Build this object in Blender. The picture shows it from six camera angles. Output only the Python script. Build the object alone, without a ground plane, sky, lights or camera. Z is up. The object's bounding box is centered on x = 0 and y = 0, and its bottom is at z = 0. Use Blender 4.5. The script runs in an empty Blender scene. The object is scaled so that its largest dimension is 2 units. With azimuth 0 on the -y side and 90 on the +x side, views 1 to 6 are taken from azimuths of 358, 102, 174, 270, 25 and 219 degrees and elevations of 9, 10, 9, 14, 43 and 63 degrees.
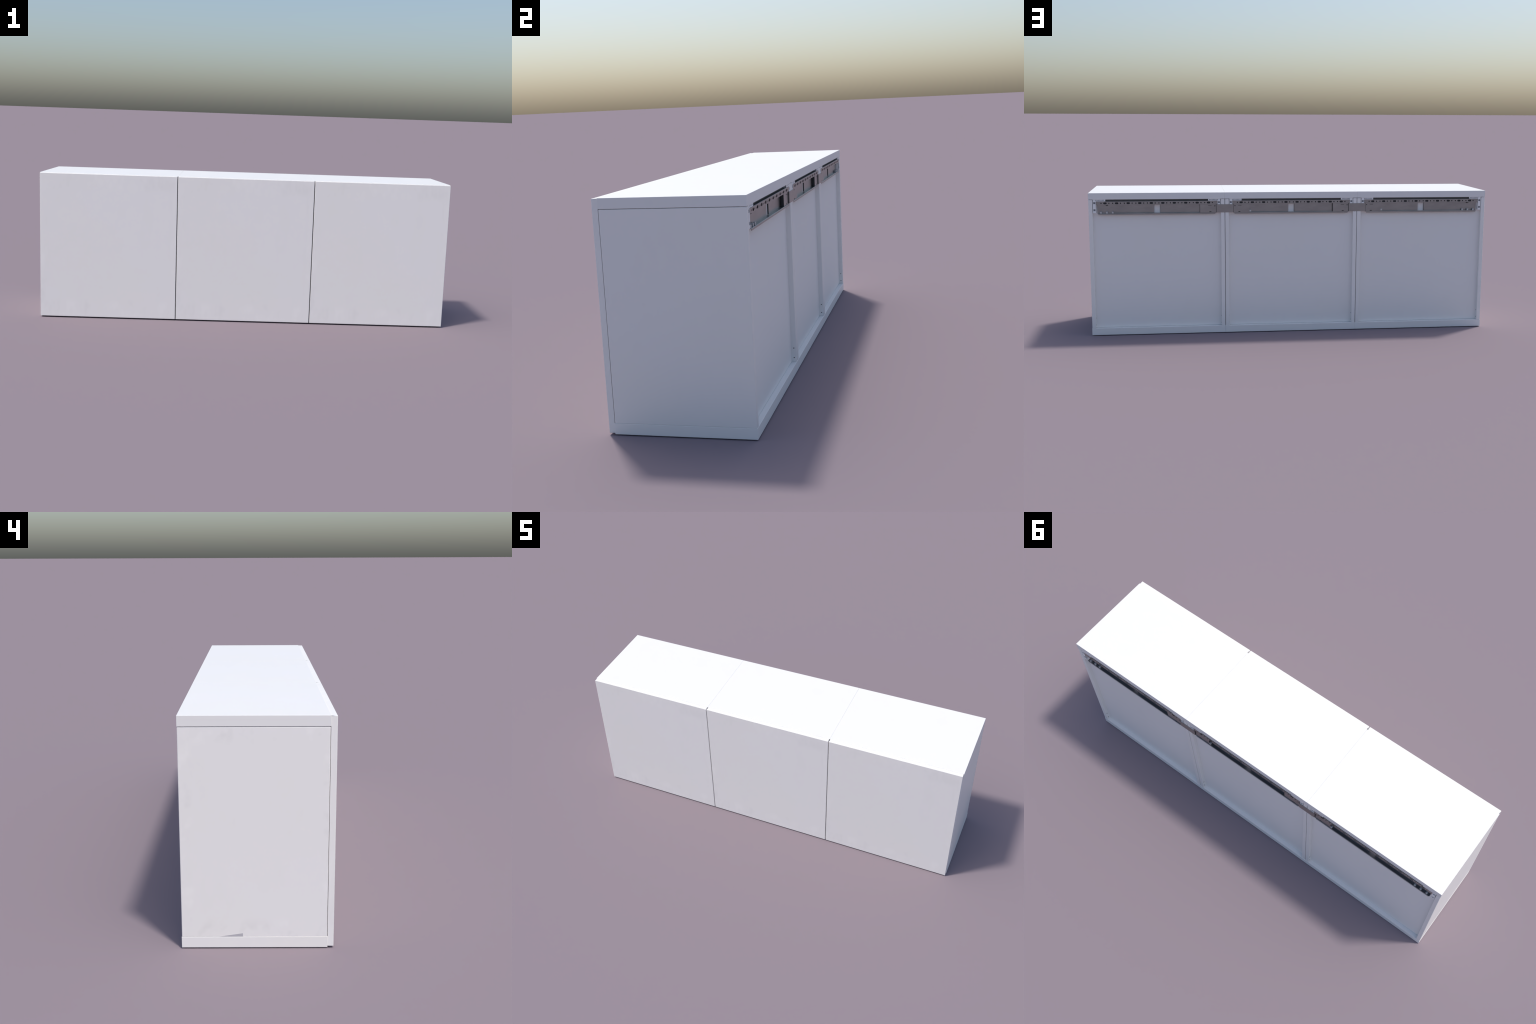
import bpy, bmesh, math
from mathutils import Matrix

# ----------------------------------------------------------------- sizes (m)
UNIT = 2.0 / 3.0                 # pitch of the three joined cabinets
UNITS = (-UNIT, 0.0, UNIT)
HEIGHT = 0.7115
Y_FRONT, Y_BACK = -0.2105, 0.2289     # carcass
Y_DOOR = -0.2296                      # door face
TOP_UNDER = 0.6797                    # underside of top board
BOTTOM_TOP = 0.0345                   # upper side of bottom board
SIDE_T = 0.0198                       # side board thickness
Y_PANEL = 0.2095                      # recessed back panel
POST_GAP = 0.0020                     # slit between neighbouring side boards

# ----------------------------------------------------------------- materials
def new_mat(name):
    m = bpy.data.materials.new(name)
    m.use_nodes = True
    nt = m.node_tree
    nt.nodes.clear()
    out = nt.nodes.new("ShaderNodeOutputMaterial")
    b = nt.nodes.new("ShaderNodeBsdfPrincipled")
    nt.links.new(b.outputs[0], out.inputs[0])
    return m, nt, b

def noise(nt, coord, scale, detail=2.0, rough=0.5, stretch=(1, 1, 1), shift=(0, 0, 0)):
    mp = nt.nodes.new("ShaderNodeMapping")
    mp.inputs["Scale"].default_value = stretch
    mp.inputs["Location"].default_value = shift
    nt.links.new(coord, mp.inputs[0])
    n = nt.nodes.new("ShaderNodeTexNoise")
    n.inputs["Scale"].default_value = scale
    n.inputs["Detail"].default_value = detail
    n.inputs["Roughness"].default_value = rough
    nt.links.new(mp.outputs[0], n.inputs["Vector"])
    return n.outputs["Fac"]

def ramp(nt, fac, stops):
    r = nt.nodes.new("ShaderNodeValToRGB")
    els = r.color_ramp.elements
    while len(els) > 1:
        els.remove(els[-1])
    els[0].position, els[0].color = stops[0][0], (*stops[0][1], 1)
    for p, c in stops[1:]:
        e = els.new(p)
        e.color = (*c, 1)
    nt.links.new(fac, r.inputs[0])
    return r.outputs[0]

def math_node(nt, op, a, b=None):
    n = nt.nodes.new("ShaderNodeMath")
    n.operation = op
    for i, v in enumerate((a, b)):
        if v is None:
            continue
        if isinstance(v, (int, float)):
            n.inputs[i].default_value = v
        else:
            nt.links.new(v, n.inputs[i])
    return n.outputs[0]

def mix(nt, fac, a, b, mode="MIX"):
    n = nt.nodes.new("ShaderNodeMix")
    n.data_type = "RGBA"
    n.blend_type = mode
    for sock, v in ((n.inputs[0], fac), (n.inputs[6], a), (n.inputs[7], b)):
        if isinstance(v, (int, float)):
            sock.default_value = v
        elif isinstance(v, tuple):
            sock.default_value = (*v, 1)
        else:
            nt.links.new(v, sock)
    return n.outputs[2]

def lacquer(name, base, rough, smudge, shift):
    """white laminate with faint cloudy smudges and a very slight warm/cool drift"""
    m, nt, b = new_mat(name)
    co = nt.nodes.new("ShaderNodeTexCoord").outputs["Object"]
    broad = noise(nt, co, 2.6, 2.0, 0.5, shift=shift)
    cloud = noise(nt, co, 11.0, 3.0, 0.55, (1, 1, 0.55), shift)
    lo = tuple(c * (1 - smudge) for c in base)
    warm = (base[0], base[1] * 0.998, base[2] * 0.984)
    tint = ramp(nt, broad, [(0.38, base), (0.62, warm)])
    marks = ramp(nt, cloud, [(0.28, (1 - smudge,) * 3), (0.42, (1, 1, 1)), (1.0, (1, 1, 1))])
    col = mix(nt, 1.0, tint, marks, "MULTIPLY")
    nt.links.new(col, b.inputs["Base Color"])
    r = math_node(nt, "ADD", math_node(nt, "MULTIPLY", cloud, 0.12), rough - 0.06)
    nt.links.new(r, b.inputs["Roughness"])
    b.inputs["Specular IOR Level"].default_value = 0.4
    return m, nt, b, co, col

WHITE = (0.865, 0.850, 0.832)

def handling_marks(nt, b, co, col, axis, reach, strength, shift):
    """pale and dull rub marks that gather along the edges of a board"""
    sep = nt.nodes.new("ShaderNodeSeparateXYZ")
    nt.links.new(co, sep.inputs[0])
    def band(value, lo, hi):
        m = nt.nodes.new("ShaderNodeMapRange")
        m.interpolation_type = "SMOOTHSTEP"
        nt.links.new(value, m.inputs[0])
        m.inputs[1].default_value, m.inputs[2].default_value = lo, hi
        return m.outputs[0]
    side = band(math_node(nt, "ABSOLUTE", sep.outputs[axis]), reach - 0.045, reach - 0.02)
    low = band(math_node(nt, "ABSOLUTE", math_node(nt, "SUBTRACT", sep.outputs["Z"], 0.36)), 0.255, 0.30)
    edge = math_node(nt, "MAXIMUM", side, low)
    rub = noise(nt, co, 17.0, 2.5, 0.55, (1, 1, 0.5) if axis == "X" else (1, 1, 0.8), shift)
    tone = ramp(nt, rub, [(0.30, (1 - strength,) * 3), (0.44, (1, 1, 1)), (0.56, (1, 1, 1)),
                          (0.70, (1 + strength * 0.7,) * 3)])
    out = mix(nt, edge, col, mix(nt, 1.0, col, tone, "MULTIPLY"))
    nt.links.new(out, b.inputs["Base Color"])
    return out, sep

mat_board, *_ = lacquer("white_laminate", WHITE, 0.42, 0.012, (3.1, 0.7, 1.9))
mat_top, *_ = lacquer("white_top_laminate", (0.825, 0.818, 0.81), 0.42, 0.004, (9.1, 1.7, 1.9))
mat_door, nt, b, co, col = lacquer("white_door_foil", WHITE, 0.40, 0.010, (0.4, 5.2, 2.3))
handling_marks(nt, b, co, col, "X", 0.333, 0.035, (4.1, 0.2, 3.3))
mat_back, *_ = lacquer("white_back_board", WHITE, 0.55, 0.010, (7.7, 2.2, 0.3))

# side board with heavier rub marks and a dark grey wedge at its lower edge
mat_wedge, nt, b, co, col = lacquer("white_laminate_dark_wedge", WHITE, 0.42, 0.012, (1.3, 4.4, 6.1))
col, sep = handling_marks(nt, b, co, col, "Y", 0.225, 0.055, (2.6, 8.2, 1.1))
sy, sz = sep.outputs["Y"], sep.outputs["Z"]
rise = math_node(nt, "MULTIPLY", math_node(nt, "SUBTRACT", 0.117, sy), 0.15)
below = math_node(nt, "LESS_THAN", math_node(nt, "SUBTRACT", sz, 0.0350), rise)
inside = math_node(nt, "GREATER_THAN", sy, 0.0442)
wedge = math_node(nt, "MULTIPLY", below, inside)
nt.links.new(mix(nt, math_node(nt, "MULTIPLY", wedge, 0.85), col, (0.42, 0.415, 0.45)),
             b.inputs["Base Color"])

def steel(name, base, rough, metallic, stretch):
    m, nt, b = new_mat(name)
    co = nt.nodes.new("ShaderNodeTexCoord").outputs["Object"]
    grain = noise(nt, co, 60.0, 3.0, 0.6, stretch)
    patch = noise(nt, co, 14.0, 2.0, 0.5, (1, 1, 3))
    c1 = ramp(nt, patch, [(0.3, tuple(c * 0.88 for c in base)), (0.7, base)])
    c2 = ramp(nt, grain, [(0.3, (0.93, 0.93, 0.93)), (0.7, (1, 1, 1))])
    nt.links.new(mix(nt, 1.0, c1, c2, "MULTIPLY"), b.inputs["Base Color"])
    b.inputs["Metallic"].default_value = metallic
    b.inputs["Roughness"].default_value = rough
    return m

mat_steel = steel("galvanised_steel", (0.36, 0.36, 0.362), 0.32, 1.0, (0.3, 1, 1))
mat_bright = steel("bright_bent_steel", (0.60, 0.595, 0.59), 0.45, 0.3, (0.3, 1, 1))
mat_channel = steel("rail_channel_shade_darkened", (0.17, 0.17, 0.17), 0.55, 0.3, (0.3, 1, 1))
mat_plastic, *_ = lacquer("white_bracket_plastic", (0.86, 0.86, 0.86), 0.45, 0.02, (2, 2, 2))

def flat_dark(name, base, rough):
    m, nt, b = new_mat(name)
    co = nt.nodes.new("ShaderNodeTexCoord").outputs["Object"]
    n = noise(nt, co, 80.0, 2.0)
    nt.links.new(ramp(nt, n, [(0.3, tuple(c * 0.8 for c in base)), (0.7, base)]), b.inputs["Base Color"])
    b.inputs["Roughness"].default_value = rough
    return m

mat_dark = flat_dark("dark_recess", (0.035, 0.037, 0.04), 0.6)
mat_mark = flat_dark("grey_bracket_opening", (0.26, 0.27, 0.29), 0.6)
mat_seam_shade = flat_dark("painted_seam_shade", (0.06, 0.06, 0.062), 0.7)

# ------------------------------------------------------------------- geometry
root = bpy.data.objects.new("wall_cabinet", None)
root["label"] = "long white three-door wall cabinet with metal hanging rails"
root["category"] = "cabinet"
bpy.context.collection.objects.link(root)

def link(name, mesh, parent=root, mat=None, loc=(0, 0, 0)):
    o = bpy.data.objects.new(name, mesh)
    bpy.context.collection.objects.link(o)
    o.parent = parent
    o.location = loc
    if mat and not mesh.materials:
        mesh.materials.append(mat)
    return o

def finish(bm, name, angle=40):
    bmesh.ops.recalc_face_normals(bm, faces=bm.faces)
    for f in bm.faces:
        f.smooth = True
    lim = math.radians(angle)
    for e in bm.edges:
        e.smooth = len(e.link_faces) == 2 and e.calc_face_angle(0) < lim
    me = bpy.data.meshes.new(name)
    bm.to_mesh(me)
    bm.free()
    return me

def add_box(bm, lo, hi, bevel=0.0, seg=2, square_back=False):
    t = bmesh.new()
    bmesh.ops.create_cube(t, size=1.0)
    for v in t.verts:
        v.co = [lo[i] + (v.co[i] + 0.5) * (hi[i] - lo[i]) for i in range(3)]
    if bevel:
        edges = [e for e in t.edges if not (square_back and all(abs(v.co.y - hi[1]) < 1e-7 for v in e.verts))]
        bmesh.ops.bevel(t, geom=edges, offset=bevel, segments=seg, profile=0.5, affect="EDGES")
    tmp = bpy.data.meshes.new("tmp")
    t.to_mesh(tmp)
    t.free()
    bm.from_mesh(tmp)
    bpy.data.meshes.remove(tmp)

def board(name, lo, hi, bevel, seg=3, square_back=False):
    bm = bmesh.new()
    add_box(bm, lo, hi, bevel, seg, square_back)
    me = finish(bm, name, 50 if bevel else 5)
    return weighted(me) if bevel else me

def weighted(me):
    """flat faces keep flat shading, only the rounded edges are smooth"""
    area = sorted((p.area for p in me.polygons), reverse=True)
    big = area[min(5, len(area) - 1)] * 0.5
    for p in me.polygons:
        p.use_smooth = p.area < big
    nrm = [v.normal.copy() for v in me.vertices]
    for p in me.polygons:
        if not p.use_smooth:
            for vi in p.vertices:
                nrm[vi] = p.normal.copy()
    loops = [None] * len(me.loops)
    for p in me.polygons:
        flat = not p.use_smooth
        for li in p.loop_indices:
            loops[li] = p.normal.copy() if flat else nrm[me.loops[li].vertex_index]
    for p in me.polygons:
        p.use_smooth = True
    for ed in me.edges:
        ed.use_edge_sharp = False
    me.normals_split_custom_set(loops)
    return me

def rect(x0, x1, z0, z1):
    return [(x0, z0), (x1, z0), (x1, z1), (x0, z1)]

def slot(cx, cz, length, height, n=6):
    r = height / 2
    pts = []
    for s in (1, -1):
        for i in range(n + 1):
            a = s * 0 + math.pi * (i / n - 0.5) + (0 if s == 1 else math.pi)
            pts.append((cx + s * (length / 2 - r) + r * math.cos(a), cz + r * math.sin(a)))
    return pts

def disc(cx, cz, r, n=12):
    return [(cx + r * math.cos(2 * math.pi * i / n), cz + r * math.sin(2 * math.pi * i / n)) for i in range(n)]

def sheet(bm, outlines, y0, y1):
    """pressed sheet in the x-z plane with cut-outs, from y0 to y1"""
    cu = bpy.data.curves.new("sheet", "CURVE")
    cu.dimensions = "2D"
    cu.fill_mode = "BOTH"
    cu.extrude = (y1 - y0) / 2
    for pts in outlines:
        sp = cu.splines.new("POLY")
        sp.points.add(len(pts) - 1)
        for p, (x, z) in zip(sp.points, pts):
            p.co = (x, z, 0, 1)
        sp.use_cyclic_u = True
    ob = bpy.data.objects.new("sheet", cu)
    bpy.context.collection.objects.link(ob)
    dg = bpy.context.evaluated_depsgraph_get()
    me = bpy.data.meshes.new_from_object(ob.evaluated_get(dg))
    me.transform(Matrix.Translation((0, (y0 + y1) / 2, 0)) @ Matrix.Rotation(math.pi / 2, 4, "X"))
    bm.from_mesh(me)
    bpy.data.objects.remove(ob)
    bpy.data.curves.remove(cu)
    bpy.data.meshes.remove(me)

# --- carcass boards ---------------------------------------------------------
H = UNIT / 2
for me_name, lo, hi in (
        ("top_panel", (-H + 0.0001, Y_FRONT - 0.0003, TOP_UNDER), (H - 0.0001, Y_BACK, HEIGHT)),
        ("bottom_panel", (-H + 0.0001, Y_FRONT - 0.0004, 0.0), (H - 0.0001, Y_BACK, BOTTOM_TOP))):
    me = board(me_name, lo, hi, 0.0007 if me_name == "top_panel" else 0.0009)
    for c in UNITS:
        link(me_name, me, mat=mat_top if me_name == "top_panel" else mat_board, loc=(c, 0, 0))

for c in UNITS:
    for s in (-1, 1):
        outer = abs(c + s * H) > 0.9
        edge = H - (0.0008 if outer else POST_GAP / 2)
        x0, x1 = sorted((s * edge, s * (H - SIDE_T)))
        name = "side_panel"
        me = board(name, (x0, Y_FRONT + 0.0008, BOTTOM_TOP - 0.0002),
                   (x1, Y_BACK - (0.0006 if outer else 0.0011), TOP_UNDER - 0.0012), 0.0022 if outer else 0.0018)
        link(name, me, mat=mat_wedge if (outer and s < 0) else mat_board, loc=(c, 0, 0))

# dark strip modelled as the shadow line under the top board and behind the doors
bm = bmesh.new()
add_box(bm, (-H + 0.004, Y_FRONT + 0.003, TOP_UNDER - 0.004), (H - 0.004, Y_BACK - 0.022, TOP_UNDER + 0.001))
me = finish(bm, "seam_shadow_strip")
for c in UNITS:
    link("seam_shadow_strip", me, mat=mat_seam_shade, loc=(c, 0, 0))

me = board("back_panel", (-H + SIDE_T - 0.002, Y_PANEL - 0.004, BOTTOM_TOP + 0.0008),
           (H - SIDE_T + 0.002, Y_PANEL, TOP_UNDER + 0.002), 0.0)
for c in UNITS:
    link("back_panel", me, mat=mat_back, loc=(c, 0, 0))

# --- doors ------------------------------------------------------------------
me = board("door", (-H + 0.0019, Y_DOOR, 0.0030), (H - 0.0019, Y_FRONT - 0.0004, 0.7098), 0.0014, 4, True)
for c in UNITS:
    link("door", me, mat=mat_door, loc=(c, 0, 0))
# near-black strip that draws the gap shade in the slit between neighbouring doors
me = board("door_gap_shadow_strip", (-0.0016, Y_FRONT - 0.0012, 0.0040), (0.0012, Y_FRONT + 0.0004, 0.7085), 0.0)
for x in (-H, H):
    link("door_gap_shadow_strip", me, mat=mat_seam_shade, loc=(x, 0, 0))

# --- hanging rails ----------------------------------------------------------
T = 0.0014
R0 = 0.2955                       # half length of the perforated strip
Y_STRIP, Y_WALL, Y_LIP = 0.2278, 0.2136, 0.2278
holes = []
for i in range(10):
    sx = (i - 4.5) * 0.0561
    holes.append(slot(sx, 0.6612, 0.0170, 0.0092))
    for d in (-0.0189, 0.0189):
        holes.append(disc(sx + d, 0.6612, 0.0031))
bm = bmesh.new()
sheet(bm, [rect(-R0, R0, 0.6537, 0.6692)] + holes, Y_STRIP - T, Y_STRIP)
add_box(bm, (-R0 + 0.005, Y_WALL - T, 0.6682), (R0 - 0.005, Y_STRIP - 0.0004, 0.6696), 0.0003, 1)
WX = 0.0156                       # window half width
sheet(bm, [rect(-0.2903, 0.2903, 0.6108, 0.6690), rect(-WX, WX, 0.6116, 0.6515)], Y_WALL - T, Y_WALL)
add_box(bm, (-0.2895, Y_WALL - 0.0008, 0.6096), (0.2895, Y_LIP - 0.0006, 0.6110), 0.0003, 1)
add_box(bm, (-0.2855, Y_LIP - T, 0.6040), (0.2855, Y_LIP, 0.6106), 0.0004, 1)
rail = finish(bm, "suspension_rail", 30)

bm = bmesh.new()                  # dark inner web plate, modelled as cavity shadow behind the perforations
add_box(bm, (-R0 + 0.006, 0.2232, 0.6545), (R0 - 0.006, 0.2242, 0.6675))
slot_shade = finish(bm, "slot_shadow_plate", 30)

bm = bmesh.new()                  # thin flange on one side of the window
add_box(bm, (-WX - 0.0005, Y_PANEL + 0.0003, 0.6116), (-WX + 0.0006, Y_WALL - T + 0.0002, 0.6515))
add_box(bm, (-WX + 0.0006, Y_PANEL + 0.0003, 0.6116), (-WX + 0.0010, Y_WALL - 0.0002, 0.6515))
dark_strip = finish(bm, "window_dark_strip", 30)

bm = bmesh.new()                  # hook channel, colour darkened for occlusion, between strip and top board
add_box(bm, (-0.2505, 0.2140, 0.6699), (0.2505, 0.2160, TOP_UNDER + 0.001))
add_box(bm, (-0.2505, 0.2150, 0.6697), (0.2505, 0.2268, 0.6704))
add_box(bm, (-0.2505, 0.2150, TOP_UNDER - 0.0012), (0.2505, 0.2274, TOP_UNDER + 0.001))
channel = finish(bm, "hook_channel", 30)

bm = bmesh.new()
add_box(bm, (-0.0042, 0.2160, 0.6105), (0.0042, 0.2245, 0.6200), 0.0004, 1)
tab = finish(bm, "rail_tab", 30)
bm = bmesh.new()
add_box(bm, (-0.0050, 0.2136, 0.6470), (0.0050, 0.2200, 0.6530), 0.0008, 2)
catch = finish(bm, "rail_catch", 30)

for c in UNITS:
    r = link("suspension_rail", rail, mat=mat_steel, loc=(c, 0, 0))
    link("window_dark_strip", dark_strip, r, mat_dark)
    link("hook_channel", channel, r, mat_channel)
    link("slot_shadow_plate", slot_shade, r, mat_dark)
    xs = []
    if c > 0.1:
        xs = [0.2735, 0.2445, 0.2165]
    elif c < -0.1:
        xs = [-0.2735, -0.2445, -0.2165]
    for x in xs:
        link("rail_tab", tab, r, mat_bright, loc=(x, 0, 0))
    for x in xs[1:2]:
        link("rail_catch", catch, r, mat_channel, loc=(x, 0, 0))
    if c < 0.1:
        link("rail_tab", tab, r, mat_bright, loc=(0.2065, 0.0010, 0.0035))

# --- white plastic suspension brackets (mirrored pair per cabinet) ------------
def bracket_outline(s):
    pts = [(0.3112, 0.6130), (0.2968, 0.6130), (0.2968, 0.6706), (0.2505, 0.6706),
           (0.2505, TOP_UNDER + 0.0005), (0.3112, TOP_UNDER + 0.0005)]
    return [(s * x, z) for x, z in pts]

for s in (-1, 1):
    bm = bmesh.new()
    cut = []
    for z0, z1 in ((0.6580, 0.6672), (0.6232, 0.6325)):
        cut.append([(s * x, z) for x, z in rect(0.2990, 0.3088, z0, z1)])
    for i in range(7):
        x = 0.2955 - i * 0.0063
        cut.append([(s * q, z) for q, z in rect(x - 0.0015, x + 0.0020, 0.6740, 0.6782)])
    sheet(bm, [bracket_outline(s)] + cut, 0.2262, 0.2276)
    me = finish(bm, "suspension_bracket", 30)
    bm = bmesh.new()
    for a, b_, z0, z1 in ((0.2970, 0.3110, 0.6132, 0.6788), (0.2510, 0.3000, 0.6708, 0.6788)):
        x0, x1 = sorted((s * a, s * b_))
        add_box(bm, (x0, Y_PANEL, z0), (x1, 0.2240, z1))
    core = finish(bm, "bracket_core", 30)
    bm = bmesh.new()
    for z0, z1 in ((0.6580, 0.6672), (0.6232, 0.6325)):
        x0, x1 = sorted((s * 0.2985, s * 0.3093))
        add_box(bm, (x0, 0.2238, z0 - 0.0005), (x1, 0.2256, z1 + 0.0005))
    x0, x1 = sorted((s * 0.2512, s * 0.2985))
    add_box(bm, (x0, 0.2238, 0.6735), (x1, 0.2256, 0.6786))
    rec = finish(bm, "bracket_recess", 30)
    for c in UNITS:
        br = link("suspension_bracket", me, mat=mat_plastic, loc=(c, 0, 0))
        link("bracket_core", core, br, mat_plastic)
        link("bracket_recess", rec, br, mat_mark)

# --- connector plates bridging neighbouring rails ----------------------------
for x in (-UNIT / 2, UNIT / 2):
    bm = bmesh.new()
    cuts = []
    for s in (-1, 1):
        cuts.append(slot(s * 0.0500, 0.6440, 0.0062, 0.0042))
        cuts.append(rect(s * 0.0745 - 0.0085, s * 0.0745 + 0.0085, 0.6455, 0.6472))
        cuts.append(rect(s * 0.0720 - 0.0050, s * 0.0720 + 0.0050, 0.6134, 0.6168))
    for s in (-1, 1):          # one wing inside each rail, joined by the raised bridge
        wing = rect(min(s * 0.0345, s * 0.1228), max(s * 0.0345, s * 0.1228), 0.6116, 0.6530)
        sheet(bm, [wing] + [q for q in cuts if q[0][0] * s > 0], 0.2236, 0.2250)
    me = finish(bm, "connector_plate", 30)
    plate = link("connector_plate", me, mat=mat_steel, loc=(x, 0, 0))
    bm = bmesh.new()
    add_box(bm, (-0.0422, 0.2279, 0.6120), (0.0422, 0.2294, 0.6524), 0.0003, 1)
    link("bridge_cover", finish(bm, "bridge_cover", 30), plate, mat_steel)
    bm = bmesh.new()
    for s in (-1, 1):
        add_box(bm, (s * 0.0380 - 0.0040, 0.2248, 0.6124), (s * 0.0380 + 0.0040, 0.2281, 0.6520))
    link("bridge_fold", finish(bm, "bridge_fold", 30), plate, mat_steel)
    bm = bmesh.new()
    for s in (-1, 1):
        add_box(bm, (s * 0.0600 - 0.0290, 0.2222, 0.6122), (s * 0.0600 + 0.0290, 0.2229, 0.6520))
        add_box(bm, (s * 0.0431 - 0.0008, 0.2236, 0.6116), (s * 0.0431 + 0.0008, 0.2262, 0.6528))
    add_box(bm, (0.1229, 0.2145, 0.6116), (0.1240, 0.2250, 0.6530))  # shaded end face of the plate, built as a dark sliver
    link("connector_recess", finish(bm, "connector_recess", 30), plate, mat_dark)

# --- screw heads in the side boards -------------------------------------------
bm = bmesh.new()
bmesh.ops.create_cone(bm, cap_ends=True, segments=16, radius1=0.0022, radius2=0.0019, depth=0.0012,
                      matrix=Matrix.Rotation(math.pi / 2, 4, "Y"))
screw = finish(bm, "screw", 30)
for c in UNITS:
    for s in (-1, 1):
        for z in (0.0494, 0.0850):
            link("screw", screw, mat=mat_dark, loc=(c + s * (H - SIDE_T), 0.2188, z))
